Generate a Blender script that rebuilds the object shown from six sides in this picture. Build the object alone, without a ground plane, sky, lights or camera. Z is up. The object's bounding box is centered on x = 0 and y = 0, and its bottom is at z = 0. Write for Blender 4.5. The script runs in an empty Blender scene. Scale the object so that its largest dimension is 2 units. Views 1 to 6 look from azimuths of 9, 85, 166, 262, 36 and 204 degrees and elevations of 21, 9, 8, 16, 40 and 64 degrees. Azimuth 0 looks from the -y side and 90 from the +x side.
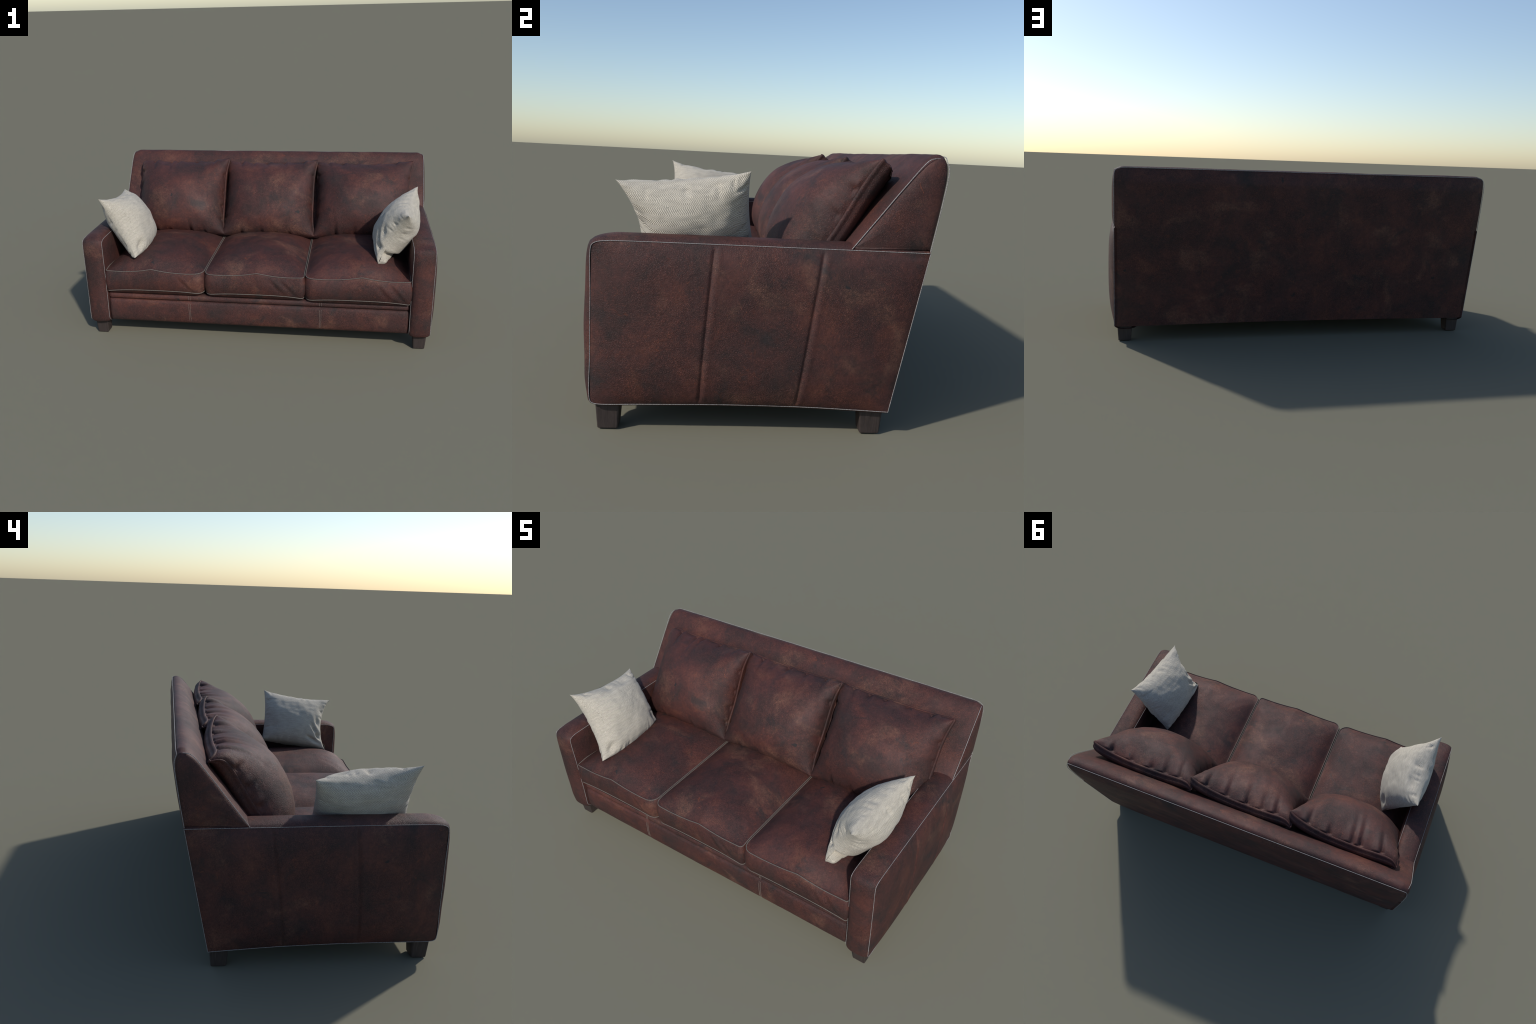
"""Three-seat brown leather sofa with contrast piping, plus two herringbone throw pillows.
Metres, z up, front of the sofa faces -y."""
import bpy, math, random
import numpy as np
from mathutils import Matrix, Vector, noise as mnoise

SEED = 11
random.seed(SEED)

# ----------------------------------------------------------------------------- helpers
def make_object(name, verts, faces, mat, parent=None, smooth=True, sharp_angle=None):
    me = bpy.data.meshes.new(name)
    me.from_pydata([tuple(map(float, v)) for v in verts], [], [tuple(map(int, f)) for f in faces])
    me.validate()
    me.update()
    if smooth:
        me.polygons.foreach_set("use_smooth", [True] * len(me.polygons))
    if sharp_angle is not None:
        me.set_sharp_from_angle(angle=math.radians(sharp_angle))
    me.materials.append(mat)
    ob = bpy.data.objects.new(name, me)
    bpy.context.scene.collection.objects.link(ob)
    if parent is not None:
        ob.parent = parent
    return ob


class Builder:
    """Collects patches into one mesh."""
    def __init__(self):
        self.v, self.f = [], []

    def grid(self, pts, flip=False, wrap=False):
        pts = np.asarray(pts, float)
        n, m, _ = pts.shape
        o = len(self.v)
        self.v.extend(pts.reshape(-1, 3).tolist())
        cols = m if wrap else m - 1
        for i in range(n - 1):
            for j in range(cols):
                k = (j + 1) % m
                q = (o + i * m + j, o + i * m + k, o + (i + 1) * m + k, o + (i + 1) * m + j)
                self.f.append(q[::-1] if flip else q)
        return self

    def tube(self, path, radius, closed=False, sides=8):
        path = np.asarray(path, float)
        n = len(path)
        nxt = np.roll(path, -1, 0) if closed else np.vstack([path[1:], path[-1:]])
        prv = np.roll(path, 1, 0) if closed else np.vstack([path[:1], path[:-1]])
        tan = nxt - prv
        tan /= np.linalg.norm(tan, axis=1)[:, None] + 1e-12
        ref = np.array([0.31, 0.52, 0.79])
        rings = []
        a = np.cross(tan[0], ref)
        a /= np.linalg.norm(a)
        for i in range(n):
            a = a - tan[i] * (a @ tan[i])
            a /= np.linalg.norm(a)
            b = np.cross(tan[i], a)
            th = np.linspace(0, 2 * math.pi, sides, endpoint=False)
            rings.append(path[i] + radius * (np.cos(th)[:, None] * a + np.sin(th)[:, None] * b))
        if closed:
            rings.append(rings[0])
        self.grid(np.array(rings), wrap=True)
        if not closed:
            o = len(self.v)
            for ring, sgn in ((rings[0], 1), (rings[-1], -1)):
                o = len(self.v)
                self.v.extend(ring.tolist())
                face = tuple(range(o, o + sides))
                self.f.append(face if sgn < 0 else face[::-1])
        return self

    def done(self, name, mat, parent=None, weld=1e-5, **kw):
        ob = make_object(name, self.v, self.f, mat, parent, **kw)
        if weld:
            import bmesh
            bm = bmesh.new()
            bm.from_mesh(ob.data)
            bmesh.ops.remove_doubles(bm, verts=bm.verts, dist=weld)
            bmesh.ops.recalc_face_normals(bm, faces=bm.faces)
            bm.to_mesh(ob.data)
            bm.free()
        return ob


def smoothstep(a, b, x):
    t = np.clip((x - a) / (b - a), 0, 1)
    return t * t * (3 - 2 * t)


def curve_through(pts, n, closed=False):
    """Catmull-Rom through the control points, evenly resampled by length."""
    P = np.asarray(pts, float)
    k = len(P)
    out = []
    segs = k if closed else k - 1
    for i in range(segs):
        p1, p2 = P[i], P[(i + 1) % k]
        p0 = P[i - 1] if (closed or i > 0) else 2 * p1 - p2
        p3 = P[(i + 2) % k] if (closed or i + 2 < k) else 2 * p2 - p1
        # centripetal parameters keep tight corners free of overshoot
        d1 = max(np.linalg.norm(p1 - p0), 1e-6) ** .5
        d2 = max(np.linalg.norm(p2 - p1), 1e-6) ** .5
        d3 = max(np.linalg.norm(p3 - p2), 1e-6) ** .5
        m1 = (p1 - p0) / d1 - (p2 - p0) / (d1 + d2) + (p2 - p1) / d2
        m2 = (p2 - p1) / d2 - (p3 - p1) / (d2 + d3) + (p3 - p2) / d3
        m1, m2 = m1 * d2, m2 * d2
        for t in np.linspace(0, 1, 24, endpoint=False):
            out.append((2 * t**3 - 3 * t**2 + 1) * p1 + (t**3 - 2 * t**2 + t) * m1 + (-2 * t**3 + 3 * t**2) * p2 + (t**3 - t**2) * m2)
    out.append(P[0] if closed else P[-1])
    out = np.array(out)
    d = np.r_[0, np.cumsum(np.linalg.norm(np.diff(out, axis=0), axis=1))]
    t = np.linspace(0, d[-1], n)
    res = np.stack([np.interp(t, d, out[:, c]) for c in range(out.shape[1])], 1)
    return res


def fbm(p, scale, octaves=3, seed=0.0):
    return mnoise.fractal(Vector((p[0] * scale + seed, p[1] * scale - seed * .7, p[2] * scale + seed * 1.3)), 1.0, 2.0, octaves)


def grid_normals(pts):
    du = np.gradient(pts, axis=0)
    dv = np.gradient(pts, axis=1)
    n = np.cross(du, dv)
    return n / (np.linalg.norm(n, axis=2)[..., None] + 1e-12)


# ----------------------------------------------------------------------------- materials
class Nodes:
    def __init__(self, name):
        self.mat = bpy.data.materials.new(name)
        self.mat.use_nodes = True
        self.t = self.mat.node_tree
        self.bsdf = self.t.nodes["Principled BSDF"]
        self.co = self.t.nodes.new("ShaderNodeTexCoord").outputs["Object"]

    def add(self, kind, **props):
        n = self.t.nodes.new(kind)
        for k, v in props.items():
            setattr(n, k, v)
        return n

    def put(self, sock, val):
        if isinstance(val, bpy.types.NodeSocket):
            self.t.links.new(val, sock)
        elif val is not None:
            sock.default_value = val

    def mapping(self, scale=(1, 1, 1), loc=(0, 0, 0), rot=(0, 0, 0), vec=None):
        n = self.add("ShaderNodeMapping")
        self.put(n.inputs["Vector"], vec or self.co)
        n.inputs["Scale"].default_value = scale
        n.inputs["Location"].default_value = loc
        n.inputs["Rotation"].default_value = rot
        return n.outputs[0]

    def noise(self, scale, detail=4, rough=.55, distortion=0, vec=None, out="Fac"):
        n = self.add("ShaderNodeTexNoise")
        self.put(n.inputs["Vector"], vec or self.co)
        n.inputs["Scale"].default_value = scale
        n.inputs["Detail"].default_value = detail
        n.inputs["Roughness"].default_value = rough
        n.inputs["Distortion"].default_value = distortion
        return n.outputs[out]

    def voronoi(self, scale, feature="F1", vec=None, out="Distance", randomness=1.0):
        n = self.add("ShaderNodeTexVoronoi", feature=feature)
        self.put(n.inputs["Vector"], vec or self.co)
        n.inputs["Scale"].default_value = scale
        n.inputs["Randomness"].default_value = randomness
        return n.outputs[out]

    def ramp(self, fac, stops):
        n = self.add("ShaderNodeValToRGB")
        els = n.color_ramp.elements
        while len(els) < len(stops):
            els.new(.5)
        for e, (p, c) in zip(els, stops):
            e.position = p
            e.color = c if len(c) == 4 else (*c, 1)
        self.put(n.inputs[0], fac)
        return n.outputs[0]

    def step(self, val, a, b, lo=0.0, hi=1.0):
        n = self.add("ShaderNodeMapRange", interpolation_type="SMOOTHSTEP")
        self.put(n.inputs[0], val)
        for i, v in zip((1, 2, 3, 4), (a, b, lo, hi)):
            n.inputs[i].default_value = v
        return n.outputs[0]

    def math(self, op, a, b=None, c=None):
        n = self.add("ShaderNodeMath", operation=op)
        for s, v in zip(n.inputs, (a, b, c)):
            self.put(s, v)
        return n.outputs[0]

    def mix(self, fac, a, b, mode="MIX"):
        n = self.add("ShaderNodeMix", data_type="RGBA", blend_type=mode)
        self.put(n.inputs[0], fac)
        self.put(n.inputs[6], a if isinstance(a, bpy.types.NodeSocket) else (*a, 1))
        self.put(n.inputs[7], b if isinstance(b, bpy.types.NodeSocket) else (*b, 1))
        return n.outputs[2]

    def bump(self, height, strength, distance, normal=None):
        n = self.add("ShaderNodeBump")
        n.inputs["Strength"].default_value = strength
        n.inputs["Distance"].default_value = distance
        self.put(n.inputs["Height"], height)
        self.put(n.inputs["Normal"], normal)
        return n.outputs[0]

    def warp(self, amount, scale, vec=None):
        c = self.noise(scale, 2, .5, vec=vec, out="Color")
        s = self.add("ShaderNodeVectorMath", operation="SUBTRACT")
        self.put(s.inputs[0], c)
        s.inputs[1].default_value = (.5, .5, .5)
        m = self.add("ShaderNodeVectorMath", operation="MULTIPLY_ADD")
        self.put(m.inputs[0], s.outputs[0])
        m.inputs[1].default_value = (amount,) * 3
        self.put(m.inputs[2], vec or self.co)
        return m.outputs[0]


def leather_material():
    N = Nodes("aged_leather")
    # broad cloudy hide tones: blackened, oxblood, russet
    cloud = N.noise(6.2, 8, .68, .35)
    col = N.ramp(cloud, [(.28, (.026, .0182, .0176)), (.41, (.045, .0206, .0186)), (.52, (.063, .0232, .0200)),
                         (.62, (.084, .0285, .0215)), (.74, (.112, .0430, .0285))])
    # rubbed, paler tan clouds
    rub = N.noise(4.6, 5, .62, .5, vec=N.mapping(loc=(7.3, 2.1, 4.4)))
    streak = N.noise(80, 5, .72, .8, vec=N.mapping(loc=(1.3, .4, 8.1)))
    rubm = N.math("MULTIPLY", N.step(rub, .52, .70), N.step(streak, .34, .62, .30, 1.0))
    col = N.mix(N.math("MULTIPLY", rubm, .62), col, (.170, .080, .053))
    # soft soot-dark blotches
    dark = N.noise(8.5, 7, .68, .6, vec=N.mapping(loc=(3.7, 9.1, 1.4)))
    col = N.mix(N.step(dark, .54, .71, 0, .72), col, (.0195, .0175, .0180))
    # fine mottling
    fine = N.noise(95, 6, .78, .9)
    col = N.mix(1.0, col, N.ramp(fine, [(.30, (.62, .60, .60)), (.50, (.98, .98, .98)), (.70, (1.42, 1.35, 1.30))]), "MULTIPLY")
    # rusty scuffs
    scuff = N.noise(26, 7, .78, 1.9, vec=N.mapping(loc=(5.1, 6.6, .2)))
    col = N.mix(N.step(scuff, .575, .70, 0, .72), col, (.155, .043, .021))
    # little dark nicks in the hide
    wv = N.warp(.05, 26)
    nick = N.voronoi(6.0, vec=wv)
    col = N.mix(N.step(nick, .070, .045, 0, .85), col, (.013, .0145, .016))
    # pebbled grain
    gv = N.warp(.016, 95)
    edge = N.voronoi(205, "DISTANCE_TO_EDGE", vec=gv)
    cell = N.step(edge, 0.0, .34)
    gmask = N.step(N.noise(4.6, 4, .62, vec=N.mapping(loc=(2.2, 5.5, 9.9))), .38, .60, .22, 1.0)
    shade = N.ramp(cell, [(0, (.52, .51, .52)), (.50, (1, 1, 1)), (1, (1.26, 1.22, 1.18))])
    col = N.mix(N.math("MULTIPLY", gmask, .9), col, N.mix(1.0, col, shade, "MULTIPLY"))
    N.put(N.bsdf.inputs["Base Color"], col)
    N.put(N.bsdf.inputs["Roughness"], N.ramp(cloud, [(.3, (.70,) * 3), (.7, (.60,) * 3)]))
    N.bsdf.inputs["Specular IOR Level"].default_value = .36
    h = N.math("MULTIPLY", cell, gmask)
    b = N.bump(h, .48, .0016)
    b = N.bump(N.noise(38, 4, .6), .35, .003, b)
    N.put(N.bsdf.inputs["Normal"], b)
    return N.mat


def piping_material(name, light, dark):
    N = Nodes(name)
    tw = N.noise(420, 2, .5)
    col = N.mix(N.step(tw, .35, .65), dark, light)
    N.put(N.bsdf.inputs["Base Color"], col)
    N.bsdf.inputs["Roughness"].default_value = .75
    N.bsdf.inputs["Specular IOR Level"].default_value = .25
    return N.mat


def wood_material():
    N = Nodes("dark_stained_wood")
    v = N.mapping(scale=(60, 60, 5))
    g = N.noise(3.0, 5, .6, .6, vec=v)
    col = N.ramp(g, [(.3, (.028, .021, .019)), (.55, (.043, .032, .029)), (.75, (.060, .045, .040))])
    N.put(N.bsdf.inputs["Base Color"], col)
    N.bsdf.inputs["Roughness"].default_value = .6
    N.bsdf.inputs["Specular IOR Level"].default_value = .3
    N.put(N.bsdf.inputs["Normal"], N.bump(g, .3, .002))
    return N.mat


def herringbone_material():
    """Broken-twill rows along local x: slanted yarn strokes that flip direction row by row."""
    N = Nodes("herringbone_weave")
    sep = N.add("ShaderNodeSeparateXYZ")
    N.put(sep.inputs[0], N.warp(.0045, 30))
    nsep = N.add("ShaderNodeSeparateXYZ")
    tc = N.add("ShaderNodeTexCoord")
    N.put(nsep.inputs[0], tc.outputs["Normal"])

    def wrapped(axis):
        """Follow the cloth round the puffed sides: take depth where the face turns edge-on to this axis."""
        steep = N.math("GREATER_THAN", N.math("ABSOLUTE", nsep.outputs[axis]), .76)
        a = N.math("MULTIPLY", sep.outputs[axis], N.math("SUBTRACT", 1.0, steep))
        return N.math("ADD", a, N.math("MULTIPLY", sep.outputs[2], steep))
    x, y = wrapped(0), wrapped(1)
    row = N.math("DIVIDE", y, .0300)
    tri = N.math("PINGPONG", row, .5)                     # 0..0.5..0 per two rows
    ph = N.math("ADD", N.math("DIVIDE", x, .0058), N.math("MULTIPLY", tri, 4.4))
    wave = N.math("ADD", N.math("MULTIPLY", N.math("SINE", N.math("MULTIPLY", ph, 2 * math.pi)), .5), .5)
    fuzz = N.noise(330, 3, .6)
    slub = N.noise(1.0, 3, .6, vec=N.mapping(scale=(25, 130, 60)))
    thread = N.step(N.math("ADD", wave, N.math("MULTIPLY_ADD", fuzz, .8, -.4)), .0, .85)
    col = N.mix(thread, (.320, .288, .235), (.560, .510, .430))
    col = N.mix(1.0, col, N.ramp(slub, [(.3, (.86, .86, .86)), (.7, (1.10, 1.10, 1.09))]), "MULTIPLY")
    N.put(N.bsdf.inputs["Base Color"], col)
    N.bsdf.inputs["Roughness"].default_value = .9
    N.bsdf.inputs["Specular IOR Level"].default_value = .15
    N.bsdf.inputs["Sheen Weight"].default_value = .15
    N.put(N.bsdf.inputs["Normal"], N.bump(thread, .7, .0018))
    return N.mat


LEATHER = leather_material()
PIPE_LIGHT = piping_material("pale_piping_cord", (.36, .34, .33), (.15, .135, .13))
PIPE_TAUPE = piping_material("taupe_piping_cord", (.155, .132, .115), (.090, .076, .066))
THREAD = piping_material("taupe_thread", (.21, .17, .145), (.13, .10, .085))
WOOD = wood_material()
WEAVE = herringbone_material()

sofa = bpy.data.objects.new("leather_sofa", None)
bpy.context.scene.collection.objects.link(sofa)
sofa.rotation_euler = (0, 0, -.0045)                     # stands very slightly askew
sofa["label"] = "three seat sofa in mottled dark brown leather with pale piping"
sofa["category"] = "sofa"

# ----------------------------------------------------------------------------- arms
X_OUT, X_IN = .967, .856
# outline of the arm side, (y, z)
TOP = np.array([(-.513, .574), (-.506, .581), (-.493, .586), (-.465, .589), (-.411, .590), (.261, .589), (.498, .588)])
BOT = np.array([(-.513, .098), (-.505, .091), (-.491, .088), (-.355, .090), (-.111, .094), (.138, .092), (.297, .086), (.406, .081)])
FRONT = np.array([(-.513, .098), (-.515, .24), (-.515, .42), (-.513, .574)])
REAR = np.array([(.406, .081), (.498, .588)])
SIDE_SEAMS = (.356, .679)


def side_panel(depth_fn, s_nodes, t_nodes):
    """Coons patch over the arm-side outline; depth_fn(s, t) gives x."""
    def on_y(curve, s):
        y = curve[0, 0] + (curve[-1, 0] - curve[0, 0]) * s
        return np.array([y, np.interp(y, curve[:, 0], curve[:, 1])])

    def on_z(curve, t):
        z = curve[0, 1] + (curve[-1, 1] - curve[0, 1]) * t
        return np.array([np.interp(z, curve[:, 1], curve[:, 0]), z])
    pts = np.zeros((len(t_nodes), len(s_nodes), 3))
    c00, c10, c01, c11 = BOT[0], BOT[-1], TOP[0], TOP[-1]
    for j, t in enumerate(t_nodes):
        f, r = on_z(FRONT, t), on_z(REAR, t)
        for i, s in enumerate(s_nodes):
            p = (1 - t) * on_y(BOT, s) + t * on_y(TOP, s) + (1 - s) * f + s * r
            p = p - ((1 - s) * (1 - t) * c00 + s * (1 - t) * c10 + (1 - s) * t * c01 + s * t * c11)
            pts[j, i] = (depth_fn(s, t), p[0], p[1])
    return pts


def arm_outline(n_each=1):
    bot = BOT[::-1]
    return np.vstack([bot, FRONT[1:], TOP[1:]])


def outline_normals(P):
    t = np.gradient(P, axis=0)
    t /= np.linalg.norm(t, axis=1)[:, None]
    return np.stack([-t[:, 1], t[:, 0]], 1)


def build_arm(sx):
    B = Builder()
    s_nodes = np.unique(np.concatenate([np.linspace(0, .06, 14), np.linspace(.06, 1, 90)] + [np.linspace(k - .035, k + .035, 30) for k in SIDE_SEAMS]))
    t_nodes = np.unique(np.concatenate([np.linspace(0, .08, 10), np.linspace(.08, .92, 36), np.linspace(.92, 1, 10)]))

    def outer(s, t):
        e = (max(0, 1 - abs(2 * s - 1) ** 4.5) * max(0, 1 - abs(2 * t - 1) ** 4)) ** .78
        d = X_OUT + .0325 * e
        fade = smoothstep(0, .05, t) * smoothstep(1, .95, t)
        for k in SIDE_SEAMS:
            q = (s - k) / .0062
            d -= .0048 * math.exp(-abs(q) ** 1.7) * fade
            d += .0010 * math.exp(-((s - k - .018) / .008) ** 2) * fade
        d += .0016 * fbm((sx * s * 3, t * 2, 0), 1.6, 3, 4) * e
        # pulled-down fold under the horizontal seam at the rear
        d -= .002 * math.exp(-((t - .975) / .012) ** 2) * smoothstep(.70, .80, s)
        return d * sx
    B.grid(side_panel(outer, s_nodes, t_nodes), flip=sx < 0)

    def inner(s, t):
        e = (max(0, 1 - abs(2 * s - 1) ** 6) * max(0, 1 - abs(2 * t - 1) ** 6)) ** .7
        return sx * (X_IN - .010 * e)
    B.grid(side_panel(inner, s_nodes[::2], t_nodes), flip=sx > 0)
    # gusset strip wrapping underside, front and top
    P = curve_through(arm_outline(), 220)
    nrm = outline_normals(P)
    nrm = np.stack([np.convolve(np.pad(nrm[:, c], 4, mode="edge"), np.ones(9) / 9, "valid") for c in (0, 1)], 1)
    nrm /= np.linalg.norm(nrm, axis=1)[:, None]
    w = np.linspace(0, 1, 19)
    front = smoothstep(.08, .17, P[:, 1]) * smoothstep(-.42, -.495, P[:, 0])
    topm = smoothstep(.3, .58, P[:, 1])
    dome = np.sin(np.pi * np.clip((P[:, 1] - .075) / .515, 0, 1)) ** .65
    toprun = topm * smoothstep(-.505, -.44, P[:, 0])
    under = smoothstep(.12, .095, P[:, 1])
    h = .0115 + .003 * under + .0142 * front * dome + .0055 * toprun
    pts = np.zeros((len(P), len(w), 3))
    for i in range(len(P)):
        for j, ww in enumerate(w):
            c = (1 - abs(2 * ww - 1) ** 2.8) ** .72
            lump = 1 + .05 * fbm((P[i, 0], P[i, 1], ww * .3), 7, 2, 3 + sx)
            off = h[i] * c * lump
            pts[i, j] = (sx * (X_OUT + (X_IN - X_OUT) * ww), P[i, 0] + nrm[i, 0] * off, P[i, 1] + nrm[i, 1] * off)
    B.grid(pts, flip=sx > 0)
    # rear closing strip, just in front of the rear panel
    r = np.array([[(sx * X_OUT, y, z) for y, z in REAR], [(sx * X_IN, y, z) for y, z in REAR]])
    B.grid(r)
    arm = B.done("arm", LEATHER, sofa, weld=2e-5)
    # piping along the outer edge (all round) and inner edge (front and top)
    loop = np.vstack([curve_through(np.vstack([BOT[::-1], FRONT[1:], TOP[1:]]), 420), curve_through(REAR[::-1], 60)[1:-1]])
    T = Builder().tube([(sx * (X_OUT + .0012), y, z) for y, z in loop], .0012, closed=True)
    T.done("outer_piping", PIPE_LIGHT, arm, weld=0)
    k = P[(P[:, 0] < -.44) | (P[:, 1] > .3)]
    k = np.vstack([[(-.494, .085)], k[k[:, 0] < .25]])
    k = np.array([p for p in k if not (p[1] < .0892 and p[0] > -.497)])
    T = Builder().tube([(sx * (X_IN - .0008), y, z) for y, z in curve_through(k[::3], 300)], .0012)
    T.done("inner_piping", PIPE_LIGHT, arm, weld=0)
    return arm


for sx in (1, -1):
    build_arm(sx)

# ----------------------------------------------------------------------------- backrest
BACK_EDGE = [(.402, .080), (.448, .335), (.494, .589), (.516, .722), (.5305, .835), (.5305, .860), (.5255, .8765), (.513, .8845), (.495, .8825),
             (.470, .862), (.406, .785), (.340, .698), (.256, .589), (.150, .452), (.02, .285)]
X_BACK = .9645


def build_backrest():
    B = Builder()
    P = curve_through(BACK_EDGE, 190)
    nrm = outline_normals(P)
    cen = np.array([.40, .55])
    if ((P - cen) * nrm).sum() < 0:
        nrm = -nrm
    arc = np.linspace(0, 1, len(P))
    a0 = arc[np.argmin(np.linalg.norm(P - (.5255, .8765), axis=1))]
    shoulder = .012 * np.exp(-((arc - a0 - .012) / .030) ** 2)
    xs = np.concatenate([np.linspace(-1, -.93, 14)[:-1], np.linspace(-.93, .93, 120), np.linspace(.93, 1, 14)[1:]])
    pts = np.zeros((len(P), len(xs), 3))
    for i, (p, n) in enumerate(zip(P, nrm)):
        isrear = 1 - smoothstep(a0 - .02, a0 + .02, arc[i])
        amp = .012 * isrear + (1 - isrear) * .010
        amp *= 1 - math.exp(-((arc[i] - a0 - .004) / .034) ** 4)
        for j, u in enumerate(xs):
            e = max(0, 1 - abs(u) ** 14) ** .6
            off = amp * e
            # top rail is slightly fuller toward the ends
            off += .004 * math.exp(-((arc[i] - a0 - .030) / .014) ** 2) * smoothstep(.45, .80, abs(u)) * e
            # rounded shoulders at the two top ends
            off -= shoulder[i] * smoothstep(.955, 1, abs(u)) ** 1.5
            # upright seams on the front face
            if arc[i] > a0 + .03:
                for sx in (-.345, .345):
                    off -= .0025 * math.exp(-((u - sx) / .006) ** 2)
            q = (u * X_BACK, p[0] + n[0] * off, p[1] + n[1] * off)
            off2 = .0016 * fbm(q, 5, 3, 2.0) * e
            z = q[2] + n[1] * off2
            if p[1] < .2:                                  # rear hem lifts a little mid-span
                z += .010 * (1 - (u) ** 2) * (1 - smoothstep(.083, .16, p[1]))
            pts[i, j] = (q[0], q[1] + n[0] * off2, z)
    B.grid(pts)
    # wing-shaped end panels above the arms, softly domed
    edge = P - nrm * shoulder[:, None]
    wing = edge[(P[:, 1] >= .591)]
    c = np.array([.43, .70])
    rr = np.linspace(1, 0, 16)
    for sx in (1, -1):
        g = []
        for r in rr:
            ring = c + (wing - c) * r
            d = X_BACK + .014 * (1 - r ** 3.5) ** .8
            g.append([(sx * d, y, z) for y, z in ring])
        B.grid(np.array(g), wrap=True)
        low = P[(P[:, 1] < .60)]
        a = low[low[:, 0] > .3]
        # plain lower end, hidden inside the arm
    back = B.done("backrest", LEATHER, sofa, weld=2e-5)
    # piping: rear panel top edge
    half = [(.9678, .4970, .592), (.9678, .5195, .73), (.9672, .5328, .835), (.9660, .5300, .852), (.9610, .5250, .866), (.948, .5262, .8755), (.92, .5275, .8792), (.80, .5275, .8795), (.4, .5275, .8800)]
    path = [(-x, y, z) for x, y, z in half] + [(0, .5275, .8800)] + half[::-1]
    Builder().tube(curve_through(path, 500), .0014).done("rear_piping", PIPE_LIGHT, back, weld=0)
    for sx in (1, -1):
        path = [(sx * .9670, .257, .592), (sx * .9678, .339, .700), (sx * .9678, .405, .787), (sx * .9672, .470, .865),
                (sx * .9650, .487, .8715), (sx * .963, .503, .8725)]
        Builder().tube(curve_through(path, 160), .0014).done("wing_piping", PIPE_LIGHT, back, weld=0)
    return back


build_backrest()

# ----------------------------------------------------------------------------- base: underside, front rail, rolled band
def loft_x(name, profile, half, parent, recede, n=160, roll=.02):
    """Profile (y, z) swept along x; the ends turn in toward the arms."""
    P = curve_through(profile, 70)
    nrm = outline_normals(P)
    u = np.concatenate([np.linspace(-half, -half + .03, 10)[:-1], np.linspace(-half + .03, half - .03, n), np.linspace(half - .03, half, 10)[1:]])
    pts = np.zeros((len(u), len(P), 3))
    for i, x in enumerate(u):
        d = max(0.0, abs(x) - (half - roll)) / roll
        inset = recede * (1 - math.sqrt(max(0, 1 - d * d)))
        for j, (p, nn) in enumerate(zip(P, nrm)):
            lump = .0016 * fbm((x, p[0], p[1]), 6, 3, 7.0)
            g = sum(.003 * math.exp(-((x - s) / .004) ** 2) for s in (-.372, .370))
            y = p[0] + inset * (1 if p[0] < -.45 else 0) - lump + g * (1 if p[0] < -.48 else 0)
            pts[i, j] = (x, y, p[1])
    ob = Builder().grid(pts).done(name, LEATHER, parent, weld=0)
    return ob


loft_x("front_rail", [(-.30, .085), (-.46, .086), (-.490, .089), (-.504, .099), (-.511, .125), (-.513, .160), (-.511, .200),
                      (-.505, .222), (-.494, .2295), (-.47, .231)], .853, sofa, .020)
loft_x("rolled_band", [(-.47, .229), (-.494, .2305), (-.503, .2365), (-.5055, .247), (-.502, .258), (-.490, .266), (-.45, .268), (-.2, .268)], .853, sofa, .016)
u = Builder()
bx, y0, y1, z0, z1 = .93, -.485, .392, .0865, .262
corners = [(-bx, y0, z0), (bx, y0, z0), (bx, y1, z0), (-bx, y1, z0), (-.85, y0 + .02, z1), (.85, y0 + .02, z1), (.85, .30, z1), (-.85, .30, z1)]
u.v, u.f = corners, [(3, 2, 1, 0), (4, 5, 6, 7), (0, 1, 5, 4), (1, 2, 6, 5), (2, 3, 7, 6), (3, 0, 4, 7)]
u.done("seat_deck", LEATHER, sofa, weld=0, smooth=False)

# twin-row stitching down the two rail seams
st = Builder()
for xs in (-.372, .370):
    for dx in (-.0045, .0045):
        z = .106
        while z < .262:
            if not (.216 < z < .236):
                yf = np.interp(z, [.099, .125, .16, .20, .222, .236, .247, .258], [-.504, -.511, -.513, -.511, -.505, -.503, -.5055, -.502]) - .0002
                st.tube([(xs + dx, yf + .001, z), (xs + dx, yf - .0006, z + .0012), (xs + dx, yf - .0006, z + .0034), (xs + dx, yf + .001, z + .0046)], .0011, sides=6)
            z += .0066
stitch = st.done("rail_stitching", THREAD, sofa, weld=0)
stitch["kind"] = "stuff"

# ----------------------------------------------------------------------------- legs
def leg_mesh():
    B = Builder()
    prof = [(.0, .0275), (.0022, .0305), (.004, .0312), (.088, .0370)]
    rings = []
    for z, hw in prof:
        ch = .0035
        rings.append([(sx * hx, sy * hy, z) for sx, sy, hx, hy in (
            (-1, -1, hw - ch, hw), (1, -1, hw - ch, hw), (1, -1, hw, hw - ch), (1, 1, hw, hw - ch),
            (1, 1, hw - ch, hw), (-1, 1, hw - ch, hw), (-1, 1, hw, hw - ch), (-1, -1, hw, hw - ch))])
    B.grid(np.array(rings), wrap=True)
    B.f.append(tuple(range(7, -1, -1)))
    return B


leg = leg_mesh().done("leg", WOOD, sofa, weld=0, smooth=False)
spots = [(.915, -.464), (-.915, -.459), (.917, .356), (-.912, .361)]
for i, (x, y) in enumerate(spots):
    o = leg if i == 0 else leg.copy()
    if i:
        bpy.context.scene.collection.objects.link(o)
        o.parent = sofa
    o.location = (x, y, 0)

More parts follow.
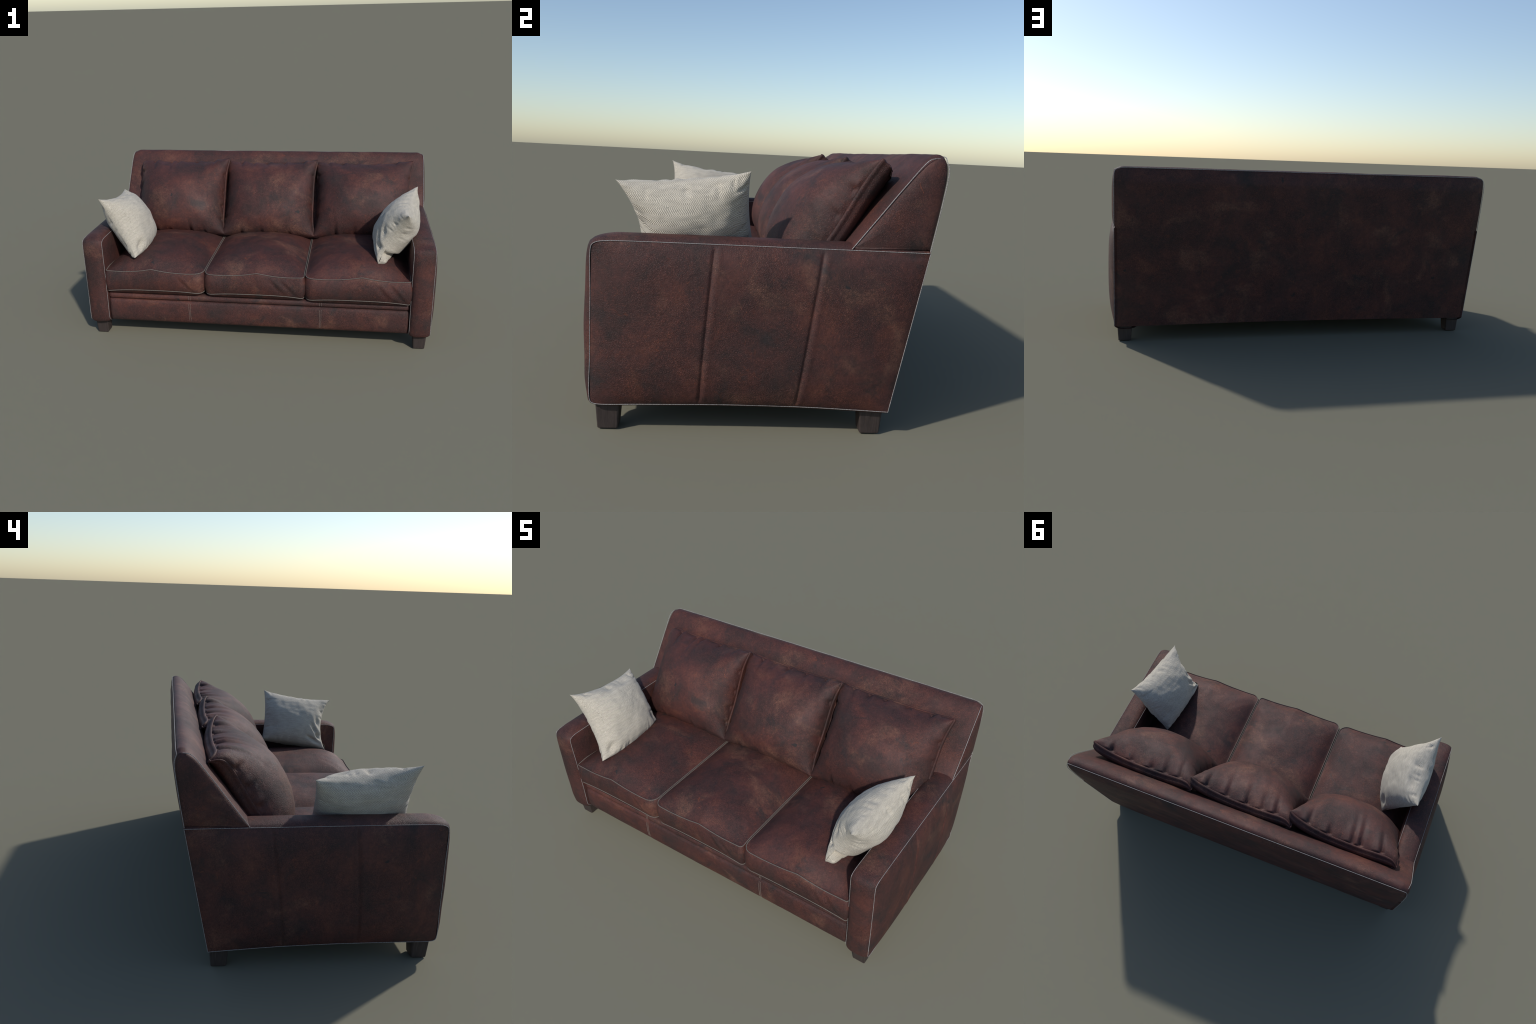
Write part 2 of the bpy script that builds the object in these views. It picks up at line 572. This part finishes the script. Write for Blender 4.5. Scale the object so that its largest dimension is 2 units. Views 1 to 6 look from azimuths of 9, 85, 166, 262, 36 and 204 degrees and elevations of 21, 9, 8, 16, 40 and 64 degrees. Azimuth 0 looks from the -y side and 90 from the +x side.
# ----------------------------------------------------------------------------- seat cushions
def rounded_outline(x0, x1, y0, y1, radii, per=26, edge=60):
    """Closed plan outline, starting rear-left; radii = rear-left, front-left, front-right, rear-right."""
    rl, fl, fr, rr = radii
    pts = []
    def arc(cx, cy, r, a0, a1):
        for a in np.linspace(a0, a1, per):
            pts.append((cx + r * math.cos(a), cy + r * math.sin(a)))
    def line(a, b):
        for t in np.linspace(0, 1, edge)[1:-1]:
            pts.append((a[0] + (b[0] - a[0]) * t, a[1] + (b[1] - a[1]) * t))
    h = math.pi / 2
    arc(x0 + rl, y1 - rl, rl, h, 2 * h)
    line(pts[-1], (x0, y0 + fl))
    arc(x0 + fl, y0 + fl, fl, 2 * h, 3 * h)
    line(pts[-1], (x1 - fr, y0))
    arc(x1 - fr, y0 + fr, fr, 3 * h, 4 * h)
    line(pts[-1], (x1, y1 - rr))
    arc(x1 - rr, y1 - rr, rr, 0, h)
    line(pts[-1], pts[0])
    return np.array(pts)


def build_seat_cushion(x0, x1, peak_x, radii, zb, crown, folds, seed, y0=-.514, belly=.012):
    y1 = .20
    O = rounded_outline(x0, x1, y0, y1, radii)
    cx, cy, hx, hy = (x0 + x1) / 2, (y0 + y1) / 2, (x1 - x0) / 2, (y1 - y0) / 2
    nrm = np.roll(O, -1, 0) - np.roll(O, 1, 0)
    nrm = np.stack([nrm[:, 1], -nrm[:, 0]], 1)
    nrm /= np.linalg.norm(nrm, axis=1)[:, None]
    if ((O - (cx, cy)) * nrm).sum() < 0:
        nrm = -nrm
    front = smoothstep(y0 + .07, y0 + .004, O[:, 1])
    uu = (O[:, 0] - cx) / hx
    vv = (O[:, 1] - cy) / hy
    peak = np.exp(-np.abs((O[:, 0] - peak_x) / .085) ** 1.25)
    ztop = .413 * (1 - front) + front * (.4015 + .021 * peak + .004 * smoothstep(.6, 1, np.abs(uu)))
    zbot = (zb + .014) * (1 - front) + front * (zb + .0125 * (1 - np.abs(uu) ** 3))
    B = Builder()
    rows = []
    # underside
    for r in (0.0, .6, .93, .975):
        rows.append(np.column_stack([cx + (O[:, 0] - cx) * r, cy + (O[:, 1] - cy) * r, np.full(len(O), zb - .012)]))
    rows.append(np.column_stack([O[:, 0] - nrm[:, 0] * .006, O[:, 1] - nrm[:, 1] * .006, zbot - .008]))
    # boxing between the two piped edges
    for k, t in enumerate(np.linspace(0, 1, 22)):
        b = belly * (math.sin(math.pi * t)) ** .7
        zz = zbot + (ztop - zbot) * t
        off = np.full(len(O), b)
        for fx, fw in folds:                                # slanting drag folds on the front
            line = fx + (t - .5) * -.10
            off = off - front * .0034 * np.exp(-((O[:, 0] - line) / fw) ** 2) * math.sin(math.pi * min(1, t * 1.15)) \
                + front * .0024 * np.exp(-((O[:, 0] - line - 2.0 * fw) / fw) ** 2) * math.sin(math.pi * t)
        off = off + np.array([.0018 * fbm((x, y, t * .13), 9, 2, seed) for x, y in O]) * math.sin(math.pi * t)
        rows.append(np.column_stack([O[:, 0] + nrm[:, 0] * off, O[:, 1] + nrm[:, 1] * off, zz]))
    # crowned top
    for r in np.sin(np.linspace(math.pi / 2, 0, 56)[1:]):
        X = cx + (O[:, 0] - cx) * r
        Y = cy + (O[:, 1] - cy) * r
        u, v = (X - cx) / hx, (Y - cy) / hy
        vs = np.where(v < -.2, (v + .2) / .8, (v + .2) / 1.2)   # crown sits toward the front, falls away under the back cushions
        dome = np.clip(1 - np.abs(u) ** 2.2, 0, 1) ** .78 * np.where(vs < 0, np.clip(1 - np.abs(vs) ** 4.2, 0, 1) ** .85, np.clip(1 - vs ** 3.2, 0, 1) ** .8)
        dome *= (1 - r ** 14)
        base = ztop * r ** 3 + (1 - r ** 3) * .412
        z = base + (crown - .412) * dome
        z += np.array([.0030 * fbm((a, b, 0), 6, 3, seed) for a, b in zip(X, Y)]) * (1 - r ** 6)
        rows.append(np.column_stack([X, Y, z]))
    B.grid(np.array(rows), wrap=True)
    ob = B.done("seat_cushion", LEATHER, sofa, weld=3e-5)
    for name, zz, o in (("upper_piping", ztop + .0012, .0016), ("lower_piping", zbot, .0016)):
        path = np.column_stack([O + nrm * o, zz])
        Builder().tube(path, .0023, closed=True).done(name, PIPE_TAUPE, ob, weld=0)
    return ob


build_seat_cushion(-.8475, -.2855, -.580, (.03, .010, .055, .03), .283, .488, [(-.40, .012)], 1.0)
build_seat_cushion(-.2740, .2760, .020, (.03, .040, .018, .03), .283, .488, [(.12, .014), (.185, .012)], 2.0)
build_seat_cushion(.2870, .8475, .592, (.03, .044, .010, .03), .274, .491, [(.70, .014), (.775, .012)], 3.0, -.517, .015)

# ----------------------------------------------------------------------------- back cushions
def build_back_cushion(cx, half, seed, twist_top, depth_n, ears, top_creases, bottom_creases, side_creases):
    rnd = random.Random(seed)
    b = .262
    O = np.array([cx, .2265, .636])
    ex, et, en = np.array([1., 0, 0]), np.array([0, .601, .799]), np.array([0, -.799, .601])
    ns, nt = 112, 104
    su = np.sin(np.linspace(-1, 1, ns) * math.pi / 2)
    sv = np.sin(np.linspace(-1, 1, nt) * math.pi / 2)
    U, V = np.meshgrid(su, sv)

    def pinch(U, V):                                        # top corner on one side is drawn back to a point
        return np.clip(-U, 0, 1) ** 9 * np.clip(V, 0, 1) ** 9

    def plan(U, V):
        x = half * (U - .125 * U * np.abs(U) ** 2 * (1 - np.abs(V) ** 4))
        t = b * (V - np.where(V > 0, .082, .075) * V * np.abs(V) ** 2 * (1 - U ** 4))
        k = 1.015 - .060 * np.abs(U * V) ** 8               # blunt, rounded corner tips
        x, t = x * k, t * k
        w = twist_top * U + np.where(U > 0, ears[1], ears[0]) * np.abs(U) ** 2.5 * smoothstep(-.3, 1, V)
        w = w - .050 * pinch(U, V) + .012 * np.abs(U) ** 3 * np.clip(-V, 0, 1) ** 2
        return x, t, w
    X, T, W = plan(U, V)
    pv = np.where(V > 0, np.clip(1 - V ** 2, 0, 1) ** (.78 - .30 * U ** 2), np.clip(1 - V ** 2, 0, 1) ** .52)
    N = depth_n * np.clip(1 - U ** 2, 0, 1) ** .57 * pv
    front = O + X[..., None] * ex + T[..., None] * et + (N + W)[..., None] * en
    nm = grid_normals(front)
    if (nm @ en).sum() < 0:
        nm = -nm
    D = np.zeros_like(U)
    dtop, dbot = (1 - V) * b, (1 + V) * b
    drt, dlt = (1 - U) * half, (1 + U) * half
    arc_t = np.sqrt(np.clip(1 - V, 0, 2))           # distance measured over the puffed surface
    for c, depth, ln in top_creases:
        slant = c + .10 * (1 - V)
        D -= depth * np.exp(-((U - slant) / (.026 + .03 * arc_t)) ** 2) * np.exp(-(arc_t / ln) ** 2)
        D += .55 * depth * np.exp(-((U - slant - .085) / .055) ** 2) * np.exp(-(arc_t / ln) ** 2)
    arc_b = np.sqrt(np.clip(1 + V, 0, 2))
    for c, depth, ln in bottom_creases:
        slant = c - .12 * (1 + V)
        D -= depth * np.exp(-((U - slant) / .035) ** 2) * np.exp(-(arc_b / ln) ** 2)
        D += .5 * depth * np.exp(-((U - slant - .075) / .05) ** 2) * np.exp(-(arc_b / ln) ** 2)
    for side in (1, -1):
        arc_s = np.sqrt(np.clip(1 - side * U, 0, 2))
        for c, depth, ln in side_creases:
            D -= depth * np.exp(-((V - c * side) / .045) ** 2) * np.exp(-(arc_s / ln) ** 2)
            D += .5 * depth * np.exp(-((V - c * side - .10) / .06) ** 2) * np.exp(-(arc_s / ln) ** 2)
    edge = np.minimum(np.minimum(dtop, dbot), np.minimum(drt, dlt))
    D *= smoothstep(0.0, .004, edge)
    lump = np.array([[fbm(p, 5.5, 3, seed) for p in row] for row in front])
    D += .0050 * lump * smoothstep(0, .03, edge)
    front = front + D[..., None] * nm

    B = Builder()
    B.grid(front)
    # perimeter walk
    per = [(0, i) for i in range(ns)] + [(j, ns - 1) for j in range(1, nt)] + [(nt - 1, i) for i in range(ns - 2, -1, -1)] + [(j, 0) for j in range(nt - 2, 0, -1)]
    rim = np.array([front[j, i] for j, i in per])
    pu = np.array([U[j, i] for j, i in per])
    pv_ = np.array([V[j, i] for j, i in per])
    flat = np.stack([(rim - O) @ ex, (rim - O) @ et], 1)
    tg = np.roll(flat, -3, 0) - np.roll(flat, 3, 0)
    o2 = np.stack([tg[:, 1], -tg[:, 0]], 1)
    for _ in range(3):
        o2 = (np.roll(o2, 1, 0) + o2 + np.roll(o2, -1, 0)) / 3
    o2 /= np.linalg.norm(o2, axis=1)[:, None] + 1e-9
    if (o2 * flat).sum() < 0:
        o2 = -o2
    out = o2[:, :1] * ex + o2[:, 1:] * et
    s = np.arange(len(rim))
    pucker = np.array([fbm((k * .11, seed, 0), 1.0, 2) for k in s])
    rows = [rim]
    prof = [(.004, .0030), (.002, .0058), (-.002, .0076), (-.007, .0074), (-.012, .0052), (-.017, .0040), (-.025, .0060), (-.035, .0030), (-.045, -.006), (-.053, -.020)]
    for dn, do in prof:
        bs = (1 - .70 * pinch(pu, pv_))[:, None]
        bead = (1 - .5 * (pu < -.98) * smoothstep(1, .8, np.abs(pv_)) - .85 * smoothstep(-.75, -1, pv_))[:, None]
        rows.append(rim + en * dn * bs + out * (do * (bead if dn > -.04 else 1) + .0022 * pucker[:, None] * (1 if -.040 < dn < -.012 else .4)))
    # back panel: eases to a shallow dome that rests on the backrest
    B.grid(np.array(rows), wrap=True)
    bx, bt, bw = plan(U, V)
    bx, bt = bx * (1 - .020 / half), bt * (1 - .020 / b)
    rear = O + bx[..., None] * ex + bt[..., None] * et + (bw - .053 * (1 - .70 * pinch(U, V)) - .012 * np.clip((1 - U ** 4) * (1 - V ** 4), 0, 1))[..., None] * en
    B.grid(rear, flip=True)
    return B.done("back_cushion", LEATHER, sofa, weld=4e-5)


def creases(seed, positions, depth, length):
    r = random.Random(seed)
    return [(p + r.uniform(-.07, .07), depth * r.uniform(.55, 1.25), length * r.uniform(.6, 1.3)) for p in positions]


for k, (cx, half, tw, dn, ears) in enumerate(((-.573, .313, .006, .167, (.028, .050)), (.0015, .308, .006, .162, (.030, .036)), (.589, .318, .004, .172, (.030, .036)))):
    build_back_cushion(cx, half, 21 + k, tw, dn, ears,
                       creases(5 + k, (-.68, -.36, -.10, .22, .62), .017, .40),
                       creases(15 + k, (-.50, -.10, .22, .48), .017, .27),
                       creases(25 + k, (-.58, -.22, .15, .52), .009, .24))

# ----------------------------------------------------------------------------- throw pillows (separate things)
def build_throw_pillow(A, Bc, C, D, t_front, t_back, dents, seed, label, pulls):
    """Corners: A front-top, Bc rear-top, C front-bottom, D rear-bottom. Front face looks toward the seat."""
    A, Bc, C, D = map(Vector, (A, Bc, C, D))
    cen = (A + Bc + C + D) / 4
    ex = ((Bc - A) + (D - C)).normalized()
    ey = ((A - C) + (Bc - D))
    ey = (ey - ex * ey.dot(ex)).normalized()
    ez = ex.cross(ey)
    if ez.z < 0:                                            # face that looks up and inward
        ex = -ex
        ez = ex.cross(ey)
    M = Matrix((ex, ey, ez)).transposed().to_4x4()
    M.translation = cen
    inv = M.inverted()
    loc = [np.array(inv @ p) for p in (A, Bc, C, D)]
    if loc[0][0] > loc[1][0]:
        lt, rt, lb, rb = loc[1], loc[0], loc[3], loc[2]
    else:
        lt, rt, lb, rb = loc
    n = 120
    s = np.sin(np.linspace(-1, 1, n) * math.pi / 2)
    U, V = np.meshgrid(s, s)
    pl, pr, pb, pt = pulls
    wu = np.clip(1 - U ** 2, 0, 1)
    wv = np.clip(1 - V ** 2, 0, 1)
    # edges drawn in between the corner points
    Ue = U - np.where(U > 0, pr, pl) * U * np.abs(U) * wv ** .8
    Ve = V - np.where(V > 0, pt, pb) * V * np.abs(V) * wu ** .8
    a, b2 = (Ue + 1) / 2, (Ve + 1) / 2
    base = ((1 - a) * (1 - b2))[..., None] * lb + (a * (1 - b2))[..., None] * rb + ((1 - a) * b2)[..., None] * lt + (a * b2)[..., None] * rt
    puff = wu ** .50 * np.where(V > 0, wv ** .56, wv ** .36)
    B = Builder()
    for sgn, th in ((1, t_front), (-1, t_back)):
        p = base.copy()
        p[..., 2] += sgn * th * puff
        nm = grid_normals(p)
        if nm[n // 2, n // 2, 2] * sgn < 0:
            nm = -nm
        edge = np.minimum(1 - np.abs(U), 1 - np.abs(V))
        soft = smoothstep(0, .06, edge)
        d = np.array([[fbm((q[0], q[1], sgn * .2), 9, 3, seed) for q in row] for row in p]) * .0065 * soft
        # short pulls radiating from the seams
        for k in range(26):
            r = random.Random(seed * 100 + k + (50 if sgn > 0 else 0))
            e, c = r.randrange(4), r.uniform(-.85, .85)
            along, dist = (U, 1 - np.abs(V)) if e < 2 else (V, 1 - np.abs(U))
            ok = ((V > 0) if e == 0 else (V < 0) if e == 1 else (U > 0) if e == 2 else (U < 0))
            d += ok * -r.uniform(.002, .006) * np.exp(-((along - c - r.uniform(-.3, .3) * dist) / r.uniform(.03, .06)) ** 2) * np.exp(-(dist / r.uniform(.10, .28)) ** 2) * soft
        for side, du, dv, ru, rv, rot, depth in dents:
            if side * sgn < 0:
                continue
            cu, su_ = math.cos(rot), math.sin(rot)
            x = ((U - du) * cu + (V - dv) * su_) / ru
            y = (-(U - du) * su_ + (V - dv) * cu) / rv
            d -= depth * np.exp(-(x * x + y * y))
        p = p + d[..., None] * nm
        B.grid(p, flip=sgn < 0)
    ob = B.done("throw_pillow", WEAVE, None, weld=4e-5)
    ob.matrix_world = M
    ob["label"] = label
    ob["category"] = "throw pillow"
    return ob


build_throw_pillow((-.886, -.423, .802), (-.882, .004, .745), (-.688, -.466, .472), (-.709, -.018, .470), .118, .092,
                   [(1, .45, .82, .22, .10, 0.2, .012), (1, .84, -.72, .10, .16, .5, .020), (1, -.80, -.78, .12, .14, -.6, .022), (1, -.10, .86, .12, .10, 0, .010)],
                   3, "cream herringbone square pillow leaning on the left arm", (.17, .06, -.09, .17))
build_throw_pillow((.816, -.475, .760), (.894, -.056, .808), (.674, -.422, .471), (.688, -.020, .528), .092, .122,
                   [(1, .78, -.12, .10, .18, .5, .013), (1, .66, -.40, .07, .16, .7, .018), (1, .84, -.62, .09, .10, .4, .024),
                    (-1, .72, -.70, .34, .08, .15, .036), (-1, .95, -.88, .10, .10, 0, -.014), (1, .60, -.80, .22, .07, -.3, .018), (-1, .80, .25, .14, .2, .3, .008), (1, -.7, -.45, .14, .14, .3, .008)],
                   5, "cream herringbone square pillow leaning on the right arm", (.07, .22, .03, .14))
